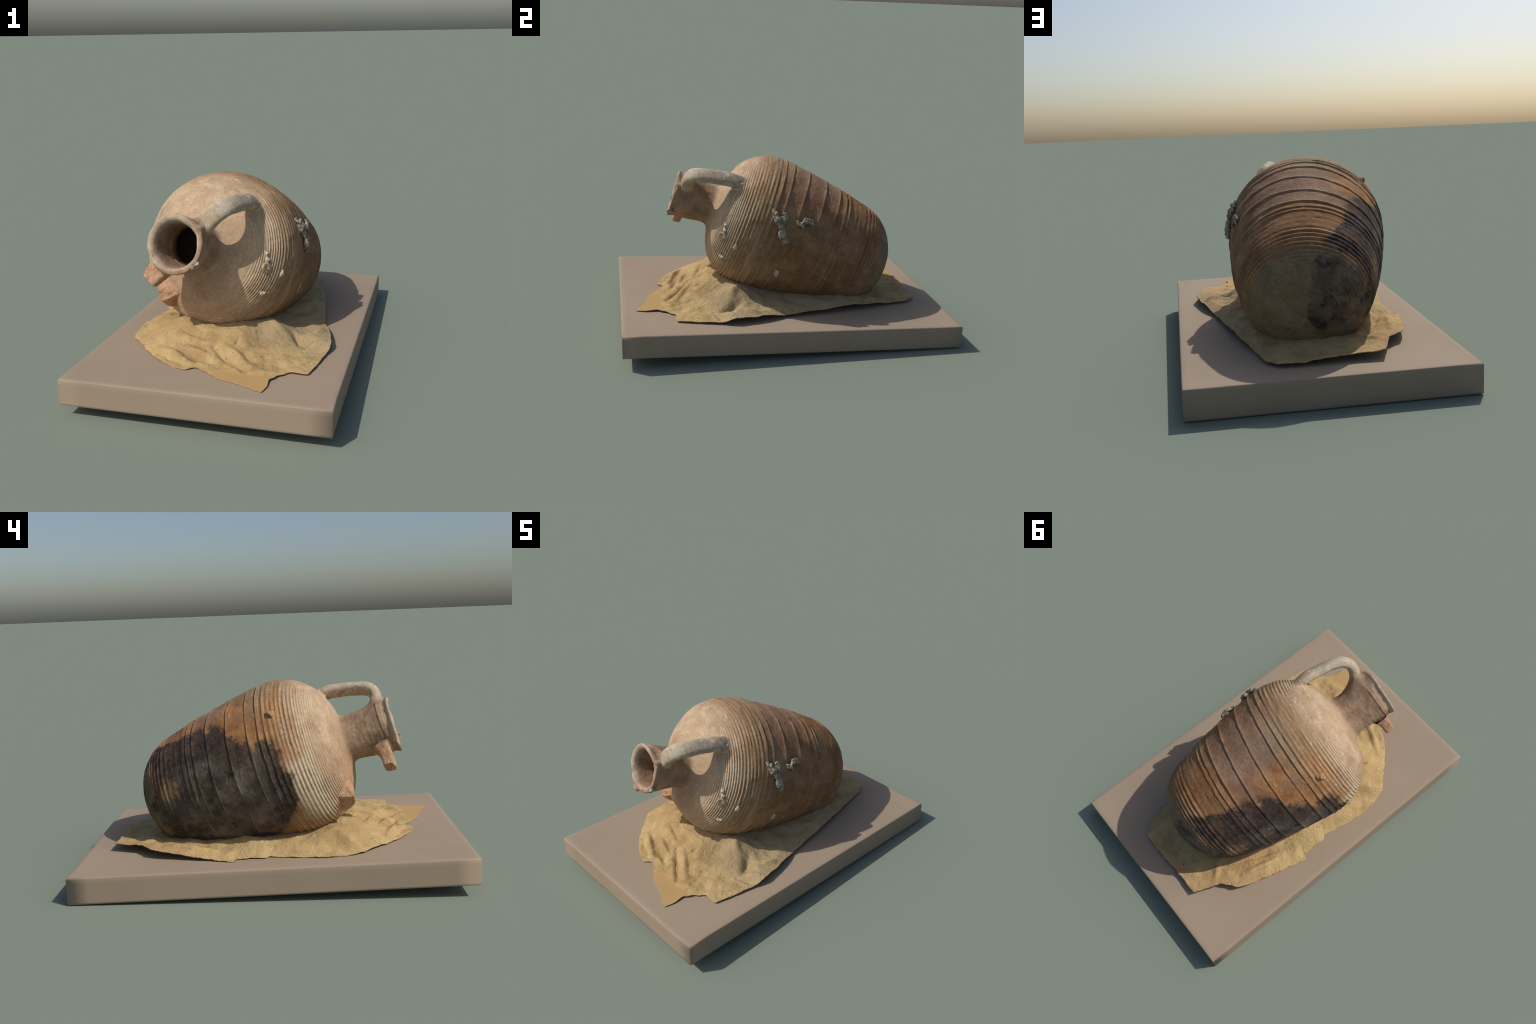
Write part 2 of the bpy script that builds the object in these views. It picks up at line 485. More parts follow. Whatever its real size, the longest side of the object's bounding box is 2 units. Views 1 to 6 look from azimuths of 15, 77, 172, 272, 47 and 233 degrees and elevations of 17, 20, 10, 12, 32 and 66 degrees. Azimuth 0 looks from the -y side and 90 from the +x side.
def break_material():
    M = Mat("broken_clay", .93)
    mid = M.noise(17.0, 6, .65, shift=1.1)
    fin = M.noise(90.0, 4, .65)
    col = M.mix(M.step(mid, .34, .66), (.33, .175, .090), (.49, .305, .185))
    col = M.mix(M.math("MULTIPLY", M.step(M.noise(30.0, 5, .6, shift=6.0), .58, .70), .5), col, (.20, .115, .065))
    col = M.mix(.4, col, M.mix(M.step(fin, .3, .7), (.36, .36, .36), (.64, .64, .64)), "OVERLAY")
    M.bump(fin, .5, .006)
    return M.finish(col)


def deposit_material():
    M = Mat("lime_deposit", .9)
    mid = M.noise(28.0, 5, .65)
    fin = M.noise(120.0, 4, .6)
    col = M.mix(M.step(mid, .36, .62), (.145, .122, .09), (.42, .36, .265))
    col = M.mix(M.math("MULTIPLY", M.step(M.noise(60.0, 4, .6, shift=3.0), .58, .66), .6), col, (.10, .09, .07))
    M.bump(M.math("ADD", mid, fin), .6, .006)
    return M.finish(col)


def pale_deposit_material():
    M = Mat("pale_shell_deposit", .85)
    fin = M.noise(90.0, 4, .6)
    col = M.mix(M.step(fin, .36, .62), (.36, .345, .29), (.56, .52, .43))
    M.bump(fin, .4, .004)
    return M.finish(col)


def sand_material():
    M = Mat("dry_sand", .95)
    sep = M.node("ShaderNodeSeparateXYZ")
    M.put(sep.inputs[0], M.co)
    x, y, z = sep.outputs
    big = M.noise(4.0, 4, .55)
    mid = M.noise(15.0, 5, .6, shift=2.0)
    grain = M.noise(230.0, 3, .7)
    col = M.mix(M.step(big, .36, .64), (.56, .395, .180), (.47, .32, .142))
    col = M.mix(M.math("MULTIPLY", M.step(mid, .48, .66), .5), col, (.60, .445, .225))
    col = M.mix(M.math("MULTIPLY", M.step(M.noise(6.0, 5, .62, shift=13.0), .48, .64), .65), col, (.37, .235, .105))
    # greyer tint along the jug's shaded side; warmer sheet at the back
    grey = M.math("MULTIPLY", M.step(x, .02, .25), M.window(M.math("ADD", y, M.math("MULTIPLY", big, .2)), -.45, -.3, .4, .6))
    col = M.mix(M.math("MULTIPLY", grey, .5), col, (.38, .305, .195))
    warm = M.math("MULTIPLY", M.step(y, .2, .45), M.math("SUBTRACT", 1.0, M.step(x, -.3, -.1)))
    col = M.mix(M.math("MULTIPLY", warm, M.math("MULTIPLY", M.step(mid, .4, .6), .6)), col, (.47, .28, .135))
    # smooth plain tongue at the front
    plain = M.math("SUBTRACT", 1.0, M.step(M.math("ADD", y, M.math("MULTIPLY", M.math("SUBTRACT", mid, .5), .10)), -.765, -.70))
    plain = M.math("MULTIPLY", plain, M.step(x, -.02, .08))
    grainy = M.math("SUBTRACT", 1.0, plain)
    col = M.mix(plain, col, (.425, .275, .115))
    # pebbles and dark grains, only in the grainy sand
    v = M.node("ShaderNodeTexVoronoi")
    M.put(v.inputs["Vector"], M.co)
    v.inputs["Scale"].default_value = 55.0
    dot = M.math("SUBTRACT", 1.0, M.step(v.outputs["Distance"], .14, .26))
    dot = M.math("MULTIPLY", dot, M.step(M.noise(14.0, 2, .5, shift=5.0), .52, .57))
    col = M.mix(M.math("MULTIPLY", M.math("MULTIPLY", dot, grainy), .75), col, (.12, .10, .075))
    col = M.mix(M.math("MULTIPLY", M.math("MULTIPLY", M.step(grain, .58, .70), grainy), .35), col, (.24, .175, .095))
    col = M.mix(M.math("MULTIPLY", M.math("MULTIPLY", M.step(M.noise(260.0, 2, .6, shift=9.0), .62, .72), grainy), .4), col, (.70, .60, .42))
    M.bump(M.math("MULTIPLY", M.math("ADD", grain, M.math("MULTIPLY", mid, .4)), grainy), .8, .006)
    return M.finish(col)


def slab_material():
    M = Mat("plain_slab", .8)
    n = M.noise(3.0, 3, .5)
    col = M.mix(M.step(n, .35, .65), (.320, .245, .174), (.334, .257, .184))
    return M.finish(col)


CLAY, HANDLE_CLAY, BREAK = clay_material(), handle_material(), break_material()
DEPOSIT, PALE = deposit_material(), pale_deposit_material()
SAND, SLAB = sand_material(), slab_material()

# ------------------------------------------------------------------ the jug
jug = bpy.data.objects.new("clay_jug", None)
bpy.context.scene.collection.objects.link(jug)
jug.matrix_world = Matrix([[*FRAME[i], ORIGIN[i]] for i in range(3)] + [[0, 0, 0, 1]])
jug["label"] = "ribbed terracotta jug lying on its side, one handle broken"
jug["category"] = "clay jug"

COLS, OUT_ROWS, IN_ROWS = 720, 660, 120
prof = np.vstack([catmull(OUTER, OUT_ROWS), catmull([OUTER[-1]] + INNER, IN_ROWS)[1:]])
prof[:, 0] = prof[:, 0]
prof[:, 1] = np.maximum(prof[:, 1], 0)
prof[0, 1] = prof[-1, 1] = 0.0005
rows = len(prof)
tang = np.gradient(prof, axis=0)
tang /= np.linalg.norm(tang, axis=1)[:, None]
norm2 = np.stack([-tang[:, 1], tang[:, 0]], 1)       # (z, r) outward
theta = np.linspace(0, 2 * np.pi, COLS, endpoint=False)
TH = np.broadcast_to(theta, (rows, COLS)).ravel()
ZZ = np.repeat(prof[:, 0], COLS)
RR = np.repeat(prof[:, 1], COLS)
P = np.stack([RR * np.cos(TH), RR * np.sin(TH), ZZ], 1)
outer_row = np.repeat(np.arange(rows) < OUT_ROWS, COLS)
h = np.where(outer_row, rib_height(ZZ, TH, P), 0)
pole = smooth(.0, .06, RR)
h += outer_row * (1 - smooth(.42, .48, ZZ)) * (-.0022 - .0055 * RR * np.sin(2 * TH)) * pole
h += outer_row * .0025 * smooth(.49, .51, ZZ) * (1 - smooth(.60, .66, ZZ))
h += (.0045 * N1(P, 3.1) + .0016 * N2(P, 12, 3) + .0006 * N3(P, 60, 2)) * pole
# finger grooves round the neck and a nicked, wavy lip
nk = smooth(.52, .56, ZZ) * outer_row
h += nk * (.0003 * np.sin(ZZ * 2 * np.pi / .026 + TH + 4 * N1(P, 6)) * (1 - smooth(.66, .70, ZZ)) + .003 * N2(P, 13, 2))
DEG = np.degrees(TH)
# a folded strip of clay under the lip on the far side, with a hollow above it
strip_z = .704 + .010 * smooth(150, 205, DEG)
h += nk * smooth(80, 105, DEG) * (1 - smooth(188, 212, DEG)) * (.0065 * smooth(strip_z - .003, strip_z + .003, ZZ) * (1 - smooth(.722, .738, ZZ))
                                                          - .004 * np.exp(-((ZZ - .745) / .008) ** 2))
h += nk * .009 * np.exp(-((DEG - 38) / 5) ** 2) * smooth(.745, .76, ZZ)
lip = smooth(.715, .755, ZZ)
h += lip * .0035 * N1(P, 11)
# gouges and flaked spots scattered over the wall
for _ in range(120):
    a, zc = RNG.uniform(0, 2 * np.pi), RNG.uniform(-.6, .45)
    rc = np.interp(zc, *zip(*OUTER))
    c = np.array([rc * math.cos(a), rc * math.sin(a), zc])
    s = RNG.uniform(.004, .011)
    sel = np.where(outer_row & (np.abs(ZZ - zc) < .04))[0]
    q = P[sel] - c
    along = np.array([-math.sin(a), math.cos(a), RNG.uniform(-.6, .6)])
    along /= np.linalg.norm(along)
    t = q @ along
    e = np.exp(-(t / (s * RNG.uniform(1, 3))) ** 2 - ((q**2).sum(1) - t * t) / (s * .6) ** 2)
    h[sel] += RNG.choice([-.003, -.002, .0025]) * e
NN = np.stack([norm2[:, 1].repeat(COLS) * np.cos(TH), norm2[:, 1].repeat(COLS) * np.sin(TH), norm2[:, 0].repeat(COLS)], 1)
P = P + NN * h[:, None]
# the lip rises to a small peak on top, dips at the chipped place below
P[:, 2] += lip * (.006 * np.exp(-((np.degrees(TH) - 82) / 20) ** 2) - .007 * np.exp(-((np.degrees(TH) - 212) / 9) ** 2)
                  - .006 * np.exp(-((np.degrees(TH) - 30) / 9) ** 2))
P = neck_shift(P)

hc, hf = handle_curve(40)
nst = catmull(NECK_STUB, 12)
sst = catmull(SHOULDER_STUB, 12)
wall = np.where(outer_row)[0]
Q_all = grid_faces(rows, COLS)
VN = vertex_normals(P, Q_all)
ha = np.radians(np.interp(hf, *zip(*HANDLE_ANGLE)))
hs_ = np.stack([-np.sin(ha), np.cos(ha), 0 * ha], 1)


def wide(path, side, off, r):
    """Field of a flattened bar: three parallel rods."""
    rods = [path_field(path + side * o, np.full(len(path), r)) for o in (-off, 0, off)]
    return lambda Q: np.minimum(np.minimum(rods[0](Q), rods[1](Q)), rods[2](Q))


stub_side = np.array([[.80, -.60, 0]])
P[wall] = weld(P[wall], VN[wall], [(wide(hc[:22], hs_[:22], .014, .031), .055), (wide(hc[22:], hs_[22:], .012, .030), .030),
                                   (wide(nst, stub_side, .016, .030), .034)])
VN = vertex_normals(P, Q_all)

row_of_face = np.arange(rows - 1).repeat(COLS)
zf = prof[:, 0][row_of_face]
is_neck = (zf > .515) & (row_of_face < OUT_ROWS + IN_ROWS)


def region(name, mask):
    q = Q_all[mask]
    ids = np.unique(q)
    remap = np.full(len(P), -1)
    remap[ids] = np.arange(len(ids))
    return mesh_from_arrays(name, P[ids], remap[q], CLAY, jug, VN[ids])


region("body", ~is_neck)
region("neck", is_neck)


def strap(name, path, half_w, half_t, side, material, power=2.6, cap=0.0, noise_amp=.0015, seg=64, blend=0.0, grow=1.0, part=1.0):
    """Tube of super-elliptic section along a path; side = direction of its width."""
    path = np.asarray(path)
    n = len(path)
    t = np.gradient(path, axis=0)
    t /= np.linalg.norm(t, axis=1)[:, None]
    b = side - (t @ side)[:, None] * t if side.ndim == 1 else side - np.einsum("ij,ij->i", t, side)[:, None] * t
    b /= np.linalg.norm(b, axis=1)[:, None]
    c = np.cross(t, b)
    a = np.linspace(0, 2 * np.pi, seg, endpoint=False)
    ca, sa = np.cos(a), np.sin(a)
    rad = (np.abs(ca) ** power + np.abs(sa) ** power) ** (-1 / power)
    V = (path[:, None] + (half_w[:, None] * (rad * ca)[None])[..., None] * b[:, None]
         + (half_t[:, None] * (rad * sa)[None])[..., None] * c[:, None]).reshape(-1, 3)
    F = [list(f) for f in grid_faces(n, seg)]
    if cap:
        # rough broken end: rings closing onto the middle of the last section
        rings = 14
        last = V[-seg:]
        mid = last.mean(0)
        base = len(V)
        extra = []
        for k in range(1, rings + 1):
            f = 1 - k / rings
            extra.append(mid + (last - mid) * max(f, .02) + t[-1] * cap * (1 - f) ** .5 * .35)
        E = np.vstack(extra)
        E += t[-1] * (cap * (N1(E, 28, 3) + .6 * N2(E, 70)))[:, None]
        V = np.vstack([V, E])
        F += [[base - seg + x for x in f] for f in grid_faces(rings + 1, seg)]
        F.append([len(V) - seg + i for i in range(seg)])
    ctr = V.mean(0)
    d = N2(V, 14, 3) * noise_amp + N3(V, 55, 2) * noise_amp * .35
    axis_pt = np.repeat(path, seg, 0)
    axis_pt = np.vstack([axis_pt, np.tile(path[-1], (len(V) - len(axis_pt), 1))])
    o = V - axis_pt
    V = V + o / np.maximum(np.linalg.norm(o, axis=1), 1e-6)[:, None] * d[:, None]
    quads = np.array([f for f in F if len(f) == 4])
    tube = n * seg
    if blend:
        VN_ = vertex_normals(V, quads)
        lo = int(n * part) * seg
        V[:lo] = weld(V[:lo], VN_[:lo] * grow, [(wall_field, blend)])
    deep = wall_field(V) < -.009
    F = [f for f in F if not all(deep[i] for i in f)]
    used = np.unique(np.concatenate([np.asarray(f) for f in F]))
    remap = np.full(len(V), -1)
    remap[used] = np.arange(len(used))
    return mesh_object(name, V[used], [[remap[i] for i in f] for f in F], material, jug)


GROW = 1.0
hc, hf = handle_curve(260)
ha = np.radians(np.interp(hf, *zip(*HANDLE_ANGLE)))
hside = np.stack([-np.sin(ha), np.cos(ha), 0 * ha], 1)
hw = np.interp(hf, [0, .12, .3, .5, .8, .9, 1], [.046, .046, .046, .045, .044, .047, .052])
ht = np.interp(hf, [0, .12, .3, .5, .8, .9, 1], [.036, .032, .030, .029, .030, .034, .040])
strap("handle", hc, hw, ht, hside, CLAY, 2.4, noise_amp=.002, seg=96, blend=.05, grow=GROW, part=.45)

p = catmull(NECK_STUB, 60)
f = np.linspace(0, 1, 60)
strap("broken_handle_stub", p, np.interp(f, [0, .4, .8, 1], [.066, .054, .048, .045]),
      np.interp(f, [0, .4, .8, 1], [.040, .032, .030, .028]), np.array([.80, -.60, 0]), BREAK, 4.5, cap=.010, noise_amp=.004, seg=96, blend=.03, grow=GROW)


def broken_lump(name, center, out, side, size, seed):
    """Angular broken stump: a squarish lump cut by a few random fracture planes."""
    r = np.random.default_rng(seed)
    out = out / np.linalg.norm(out)
    side = side - (side @ out) * out
    side /= np.linalg.norm(side)
    up = np.cross(out, side)
    nu, nv = 150, 90
    u = np.linspace(0, 2 * np.pi, nu, endpoint=False)
    v = np.linspace(.01, np.pi - .01, nv)
    S = np.stack([np.outer(np.sin(v), np.cos(u)), np.outer(np.sin(v), np.sin(u)), np.outer(np.cos(v), np.ones(nu))], -1).reshape(-1, 3)
    S /= ((np.abs(S) ** 3.4).sum(1) ** (1 / 3.4))[:, None]
    S[:, :2] *= (1 - .22 * np.clip(S[:, 2:], 0, 1))
    for _ in range(6):                                      # fracture facets on the free end
        n = np.array([*r.normal(size=2) * .75, 1.0]); n /= np.linalg.norm(n)
        d = r.uniform(.74, .92)
        over = np.maximum(S @ n - d, 0)
        S -= over[:, None] * n
    V = center + S[:, :1] * size[0] * side + S[:, 1:2] * size[1] * up + S[:, 2:] * size[2] * out
    o = V - center
    V = V + o / np.linalg.norm(o, axis=1)[:, None] * (.005 * N1(V, 22, 3) + .0015 * N2(V, 90, 2))[:, None]
    F = [list(q)[::-1] for q in grid_faces(nv, nu)] + [list(range(nu)), [(nv - 1) * nu + k for k in range(nu)][::-1]]
    return mesh_object(name, V, F, BREAK, jug)


broken_lump("broken_handle_stub", np.array([-.164, -.232, .412]), np.array([-.034, -.052, .046]), np.array([.80, -.60, 0]), (.088, .074, .096), 5)


# lime and shell deposits stuck to the wall
def on_wall(z, deg, lift=0.0):
    r = np.interp(z, *zip(*OUTER)) + lift
    a = math.radians(deg)
    return np.array([r * math.cos(a), r * math.sin(a), z])


def deposit(name, blobs, material, seed, flat=.6, detail=4):
    """Union of lumpy ellipsoids, given as (z, angle, size, stretch), fused by a voxel remesh."""
    r = np.random.default_rng(seed)
    Vs, Fs, off = [], [], 0
    chain = []
    for c in blobs:
        chain += list(catmull(c, 6 * len(c))) if len(c) > 1 else list(c)
    for z, deg, s, lift in chain:
        s *= r.uniform(.75, 1.2)
        z += r.normal() * s * .25
        deg += r.normal() * s * .25 * 140
        c = on_wall(z, deg, lift)
        rad = np.array([math.cos(math.radians(deg)), math.sin(math.radians(deg)), 0])
        nu, nv = 14, 9
        u = np.linspace(0, 2 * np.pi, nu, endpoint=False)
        v = np.linspace(.02, np.pi - .02, nv)
        S = np.stack([np.outer(np.sin(v), np.cos(u)), np.outer(np.sin(v), np.sin(u)), np.outer(np.cos(v), np.ones(nu))], -1).reshape(-1, 3)
        S = S * s * (1 + .25 * r.normal(size=3).clip(-1, 1))
        S -= np.outer(S @ rad, rad) * (1 - flat)
        Vs.append(S + c)
        Fs += [list(np.array(q) + off) for q in grid_faces(nv, nu)]
        Fs.append([off + i for i in range(nu)][::-1])
        Fs.append([off + (nv - 1) * nu + i for i in range(nu)])
        off += nu * nv
    ob = mesh_object(name, np.vstack(Vs), Fs, material, jug)
    rm = ob.modifiers.new("fuse", "REMESH")
    rm.mode = "VOXEL"
    rm.voxel_size = .0016 if detail > 3 else .0012
    dg = bpy.context.evaluated_depsgraph_get()
    me = bpy.data.meshes.new_from_object(ob.evaluated_get(dg))
    ob.modifiers.clear()
    old = ob.data
    ob.data = me
    bpy.data.meshes.remove(old)
    n = len(me.vertices)
    co = np.empty(n * 3, np.float32); me.vertices.foreach_get("co", co); co = co.reshape(-1, 3).astype(float)
    no = np.empty(n * 3, np.float32); me.vertex_normals.foreach_get("vector", no); no = no.reshape(-1, 3)
    co += no * (.0045 * N1(co + seed, 55, 2) + .0008 * N2(co, 200))[:, None]
    me.vertices.foreach_set("co", co.astype(np.float32).ravel())
    me.polygons.foreach_set("use_smooth", np.ones(len(me.polygons), bool))
    if not me.materials:
        me.materials.append(material)
    me.update()
    return ob


deposit("lime_deposit", [[(.194, 28.5, .007, .004), (.186, 27, .009, .006), (.175, 25.3, .011, .009), (.163, 23.5, .015, .008), (.150, 22, .018, .009), (.136, 20.8, .017, .008), (.122, 19.5, .016, .007)],
                         [(.124, 28.2, .009, .012), (.119, 26.5, .013, .012), (.115, 24, .015, .009), (.118, 21.5, .015, .007)],
                         [(.162, 21.5, .012, .003), (.150, 20, .011, .003)],
                         [(.118, 19.5, .013, .008), (.107, 16, .013, .011), (.098, 13.5, .016, .011), (.089, 11, .018, .008), (.079, 9, .017, .005), (.072, 7, .011, .002)]], DEPOSIT, 3, .75)
deposit("lime_deposit", [[(.034, 26.3, .008, .003), (.020, 26.3, .010, .004), (.004, 27, .011, .008), (-.012, 29.5, .011, .012), (-.026, 31, .012, .014), (-.038, 30.5, .013, .010), (-.050, 29.5, .010, .005)],
                         [(.030, 25, .007, .002), (.014, 25.5, .008, .003)], [(.002, 25.6, .009, .005), (-.003, 24, .009, .003), (-.008, 22, .007, .001)]], DEPOSIT, 4, .75)
deposit("shell_deposit", [[(.422, 2.5, .006, .004), (.419, .5, .008, .005), (.415, -2.5, .009, .004), (.412, -5, .010, .004)]], PALE, 5, .8, 5)
deposit("shell_deposit", [[(.321, -10.2, .006, .004), (.324, -12, .008, .003), (.327, -14, .006, .002)]], PALE, 6, .8, 5)
deposit("shell_deposit", [[(.372, -33, .007, .003), (.369, -31.5, .010, .003), (.364, -30, .008, .003)]], PALE, 7, .8, 5)
deposit("shell_deposit", [[(.047, -18.2, .006, .001), (.041, -20, .009, .001), (.036, -21.5, .010, .001), (.030, -23.5, .008, .001)], [(.046, -22, .006, .001), (.040, -23, .006, .001)], [(.030, -20, .006, .001)]], PALE, 8, .5, 5)
deposit("clay_lump", [[(.247, 139, .012, .004), (.243, 137.6, .011, .004), (.252, 139.5, .009, .003)]], CLAY, 9, .8, 5)
deposit("clay_scab", [[(.408, -8.5, .012, .0), (.404, -11, .017, .0), (.397, -13, .016, .0), (.392, -16, .010, -.001)], [(.395, -9, .011, .0), (.388, -11, .010, .0)]], CLAY, 12, .35, 5)
d = deposit("lime_deposit", [[(.752, -28, .008, .010), (.754, -31, .012, .011), (.750, -35, .012, .009), (.748, -40, .010, .008)], [(.738, -32, .010, .006), (.744, -37, .010, .007)]], DEPOSIT, 10, .9, 5)
d.location = (.012, -.010, .004)

# ------------------------------------------------------------------ slab
def top_z(y):
    return .1658 - .0287 * y


corner = {"A": (-.6485, -.991), "B": (.6370, -1.0), "C": (.6490, .990), "D": (-.6360, 1.0)}
top = {"A": .1955, "B": .1952, "C": .1383, "D": .1385}
low = {"A": .0625, "B": .0620, "C": .0, "D": .0005}


def slab_mesh():
    """Tilted box with a narrow chamfer; extra loops near the upright edges keep their soft shading local."""
    order = "ABCD"
    ring_pts = []
    for i, k in enumerate(order):
        nx = order[(i + 1) % 4]
        a, b = np.array(corner[k]), np.array(corner[nx])
        L = np.linalg.norm(b - a)
        for s in (0, .11, L / 2, L - .11):
            f = s / L
            ring_pts.append((*(a + (b - a) * f), top[k] + (top[nx] - top[k]) * f, low[k] + (low[nx] - low[k]) * f))
    R = np.array(ring_pts)
    n = len(R)
    inner = lambda d: R[:, :2] - np.sign(R[:, :2]) * np.minimum(np.abs(R[:, :2]) * .5, d) * (np.abs(R[:, :2]) > np.array([.63, .98]))
    layers = [(inner(.03), R[:, 2]), (inner(.007), R[:, 2]), (inner(.002), R[:, 2] - .002), (R[:, :2], R[:, 2] - .008), (R[:, :2], R[:, 2] - .03),
              (R[:, :2], R[:, 3] + .012), (R[:, :2], R[:, 3] + .002), (inner(.004), R[:, 3])]
    V = np.vstack([np.column_stack([xy, z]) for xy, z in layers])
    F = [list(f)[::-1] for f in grid_faces(len(layers), n)]
    F.append(list(range(n)))
    F.append([len(V) - n + i for i in range(n)][::-1])
    return V, F


V, F = slab_mesh()
slab = mesh_object("display_slab", V, F, SLAB)
slab.data.polygons.foreach_set("use_smooth", np.ones(len(slab.data.polygons), bool))
slab["label"] = "plain brown rectangular slab, slightly tilted"
slab["category"] = "plinth"

# ------------------------------------------------------------------ sand
# outline of the patch: x, y, height above the slab
EDGE = [(.304, -.912, .004), (.318, -.85, .007), (.312, -.788, .012), (.342, -.742, .010), (.366, -.716, .009), (.372, -.697, .009), (.393, -.682, .011), (.430, -.690, .010),
        (.476, -.687, .009), (.500, -.56, .012), (.521, -.43, .018), (.534, -.37, .036), (.510, -.25, .039), (.483, -.15, .033), (.452, -.05, .020), (.436, .05, .026), (.419, .15, .029), (.404, .25, .037),
        (.388, .35, .045), (.364, .45, .041), (.336, .55, .030), (.306, .65, .019), (.276, .785, .018), (.228, .838, .020), (.116, .848, .022), (-.01, .840, .028), (-.12, .838, .034), (-.254, .839, .046),
        (-.317, .682, .048), (-.365, .645, .046), (-.405, .614, .047), (-.432, .545, .040), (-.462, .42, .024), (-.49, .31, .010), (-.525, .190, .003), (-.494, .183, .006), (-.488, .10, .006), (-.496, .03, .005), (-.474, .008, .005),
        (-.497, -.07, .004), (-.513, -.165, .003), (-.532, -.27, .003), (-.512, -.40, .004), (-.492, -.46, .010), (-.43, -.52, .012), (-.376, -.583, .010), (-.30, -.66, .006), (-.24, -.707, .004),
        (-.17, -.745, .002), (-.104, -.763, .002), (-.066, -.728, .004), (.0, -.765, .004), (.081, -.826, .003), (.16, -.845, .003), (.23, -.875, .003)]
# heights inside the patch: where the jug sinks in, banks, hollows
INSIDE = [(.117, -.325, .112), (.166, -.246, .107), (.182, -.127, .076), (.199, -.01, .060), (.233, .104, .058), (.261, .22, .058), (.274, .34, .060),
          (.257, .445, .052), (.207, .532, .046), (.10, .594, .040), (.012, .618, .043), (-.083, .608, .041), (-.167, .559, .036), (-.266, .377, .042),
          (-.30, .22, .050), (-.322, .142, .062), (-.328, .022, .063), (-.32, -.10, .068), (-.30, -.22, .082), (-.262, -.33, .102), (-.226, -.40, .110), (-.150, -.405, .098), (-.023, -.40, .102), (.095, -.375, .118),
          (.205, -.294, .106), (.283, -.336, .080), (.335, -.311, .050), (.375, -.36, .032), (.406, -.418, .028), (.40, -.25, .040), (.44, -.33, .048), (.30, -.17, .038), (.33, .0, .042), (.345, .2, .042), (.33, .38, .048), (.29, .5, .040),
          (.08, -.504, .086), (.09, -.567, .058), (.20, -.45, .066), (.28, -.47, .046), (.40, -.52, .022), (.25, -.62, .020), (.15, -.65, .024), (.187, -.736, .008), (.30, -.72, .010), (.25, -.80, .006), (.42, -.62, .013),
          (-.02, -.58, .052), (-.05, -.47, .094), (-.10, -.644, .022), (-.12, -.56, .056), (-.22, -.472, .086), (-.26, -.62, .022), (-.20, -.66, .024), (-.33, -.50, .056), (-.40, -.40, .060), (-.44, -.30, .034), (-.37, -.30, .094), (-.42, -.15, .046), (-.42, .0, .043), (-.41, .12, .043),
          (-.36, .30, .036), (-.36, .45, .042), (-.25, .62, .040), (-.18, .72, .031), (.0, .74, .024), (.15, .72, .020), (.26, .62, .026)]
# ripples: from, to, width, height (negative = trough)
RIPPLES = [((-.27, -.645), (-.12, -.735), .022, -.020), ((-.30, -.60), (-.10, -.70), .022, .014), ((-.11, -.635), (.01, -.685), .022, -.016), ((-.16, -.59), (.0, -.655), .022, .012),
           ((-.02, -.575), (.18, -.725), .020, -.018), ((.03, -.57), (.20, -.68), .024, .012), ((-.22, -.47), (-.08, -.52), .015, -.008),
           ((.33, -.30), (.41, -.42), .030, -.020), ((.41, -.30), (.50, -.20), .022, .014), ((.42, -.42), (.53, -.36), .025, .012), ((.41, -.47), (.53, -.42), .014, -.008),
           ((.20, -.29), (.30, -.37), .030, .012), ((.09, -.50), (.08, -.55), .012, -.008), ((-.45, -.42), (-.36, -.32), .03, .012), ((-.36, .55), (-.42, .30), .02, .012), ((-.28, .52), (-.40, .22), .02, -.010), ((-.30, .72), (-.20, .62), .02, .008)]


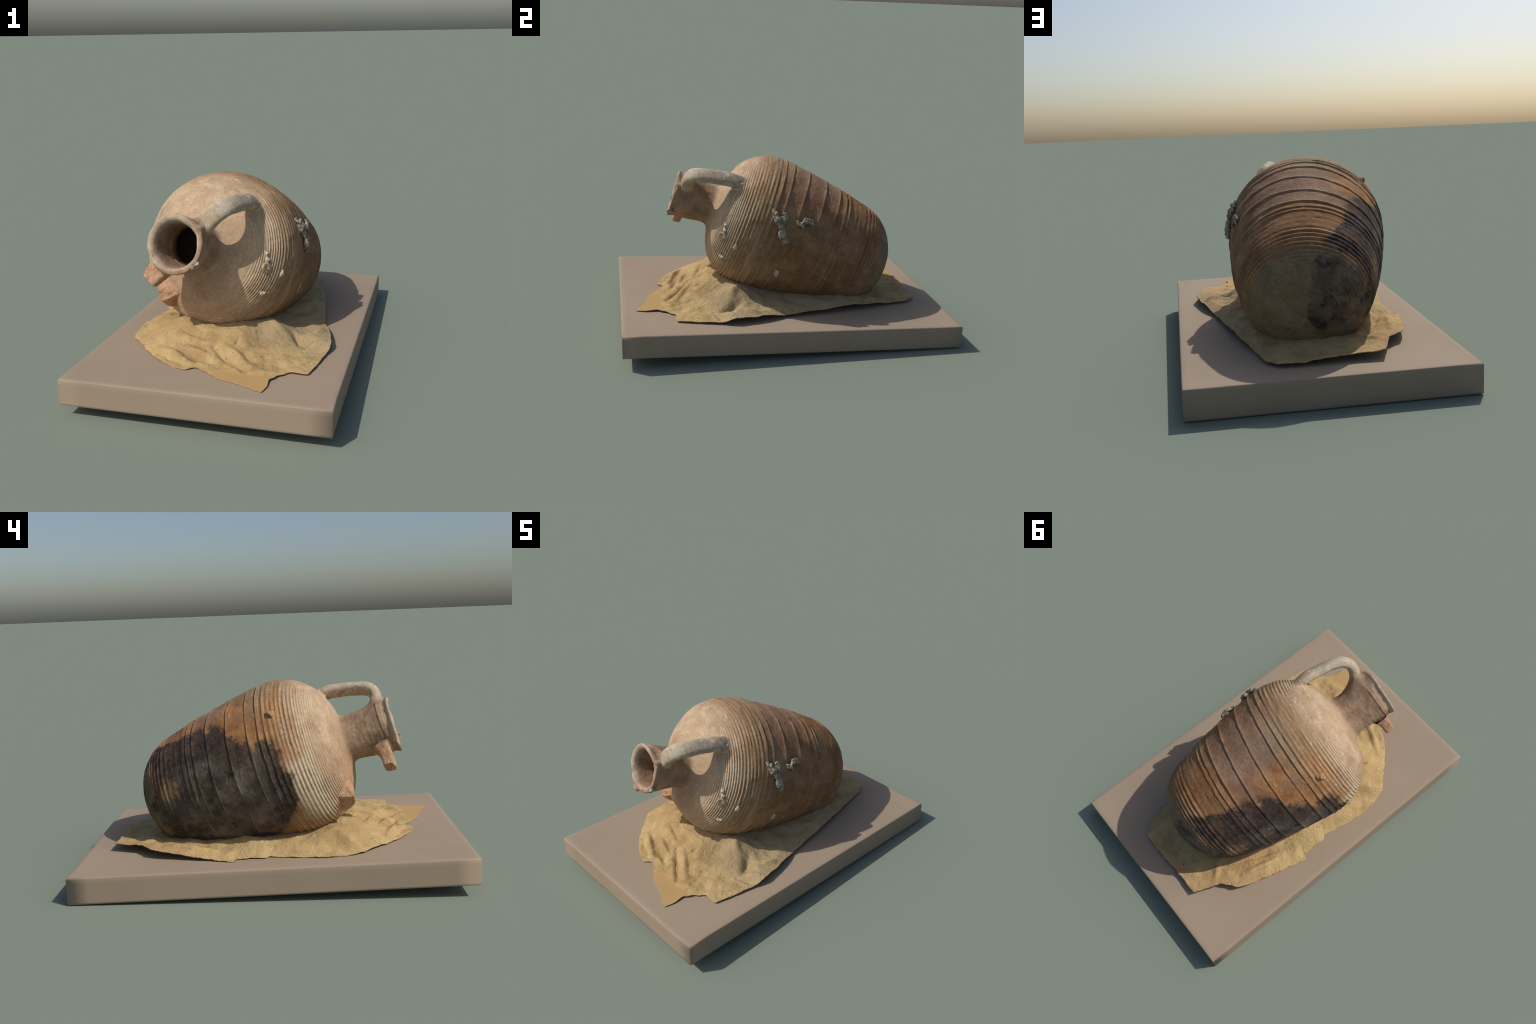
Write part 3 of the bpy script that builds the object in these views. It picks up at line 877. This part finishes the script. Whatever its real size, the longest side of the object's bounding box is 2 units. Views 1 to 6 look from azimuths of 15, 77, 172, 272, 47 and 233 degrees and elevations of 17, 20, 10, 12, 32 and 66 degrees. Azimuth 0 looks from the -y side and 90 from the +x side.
def sand_mesh():
    E = np.array(EDGE)
    C = np.vstack([E, np.array(INSIDE)])
    K = lambda A, B: np.sqrt(((A[:, None] - B[None]) ** 2).sum(-1) + .035**2)
    w = np.linalg.solve(K(C[:, :2], C[:, :2]) - .004 * np.eye(len(C)), C[:, 2] - .04)
    # dense outline with a slightly torn edge
    n, rings = 1300, 280
    closed = np.vstack([E, E[:1]])
    ss = np.concatenate([[0], np.cumsum(np.linalg.norm(np.diff(closed[:, :2], axis=0), axis=1))])
    tt = np.linspace(0, ss[-1], 9000, endpoint=False)
    D = np.stack([np.interp(tt, ss, closed[:, k]) for k in range(2)], 1)
    da = np.unwrap(np.arctan2(D[:, 1], D[:, 0]))
    da = np.maximum.accumulate(da) + np.arange(9000) * 1e-9
    t = np.linspace(da[0], da[0] + 2 * np.pi, n, endpoint=False)
    rr = np.interp(t, da, np.hypot(D[:, 0], D[:, 1]))
    O = np.stack([rr * np.cos(t), rr * np.sin(t)], 1)
    O = O * (1 + .006 * N1(np.column_stack([O, 0 * t]), 28, 3))[:, None]
    f = 1 - np.linspace(0, 1, rings) ** 1.15 * .70
    XY = (O[None] * f[:, None, None]).reshape(-1, 2)
    H = np.full(len(XY), .04)
    for a in range(0, len(XY), 60000):
        H[a:a + 60000] += K(XY[a:a + 60000], C[:, :2]) @ w
    edge = smooth(0, .12, np.repeat(1 - f, n))
    for a, b, wd, ht in RIPPLES:
        a, b = np.array(a), np.array(b)
        ab = b - a
        q = np.clip((XY - a) @ ab / (ab @ ab), 0, 1)
        d2 = ((XY - a - q[:, None] * ab) ** 2).sum(1)
        H += 1.75 * ht * np.exp(-d2 / (.85 * wd)**2) * (4 * np.clip(q, .12, .88) * (1 - np.clip(q, .12, .88))) * (.3 + .7 * edge)
    P3 = np.column_stack([XY, 0 * H])
    flat = 1 - smooth(-.70, -.78, XY[:, 1]) * smooth(-.02, .08, XY[:, 0])
    H += flat * (.010 * N1(P3, 10, 2) * (.4 + .6 * edge) + .0016 * N2(P3, 55, 3) + .0008 * N3(P3, 170, 2))
    H = np.maximum(H, .0015)
    V = np.column_stack([XY, top_z(XY[:, 1]) + H])
    Q = grid_faces(rings, n)
    # drop what lies well inside the jug
    L = to_local(V)
    inside = np.interp(L[:, 2], *zip(*OUTER), left=-1, right=-1) - np.hypot(L[:, 0], L[:, 1]) > .012
    Q = Q[~inside[Q].all(1)]
    ids = np.unique(Q)
    remap = np.full(len(V), -1); remap[ids] = np.arange(len(ids))
    return V[ids], remap[Q][:, ::-1]


V, Q = sand_mesh()
sand = mesh_from_arrays("sand_patch", V, Q, SAND)
so = sand.modifiers.new("thickness", "SOLIDIFY")
so.thickness = .004
so.offset = -1
dg = bpy.context.evaluated_depsgraph_get()
me = bpy.data.meshes.new_from_object(sand.evaluated_get(dg))
sand.modifiers.clear()
old = sand.data
sand.data = me
bpy.data.meshes.remove(old)
sand["label"] = "ragged patch of rippled yellow sand"
sand["category"] = "sand"
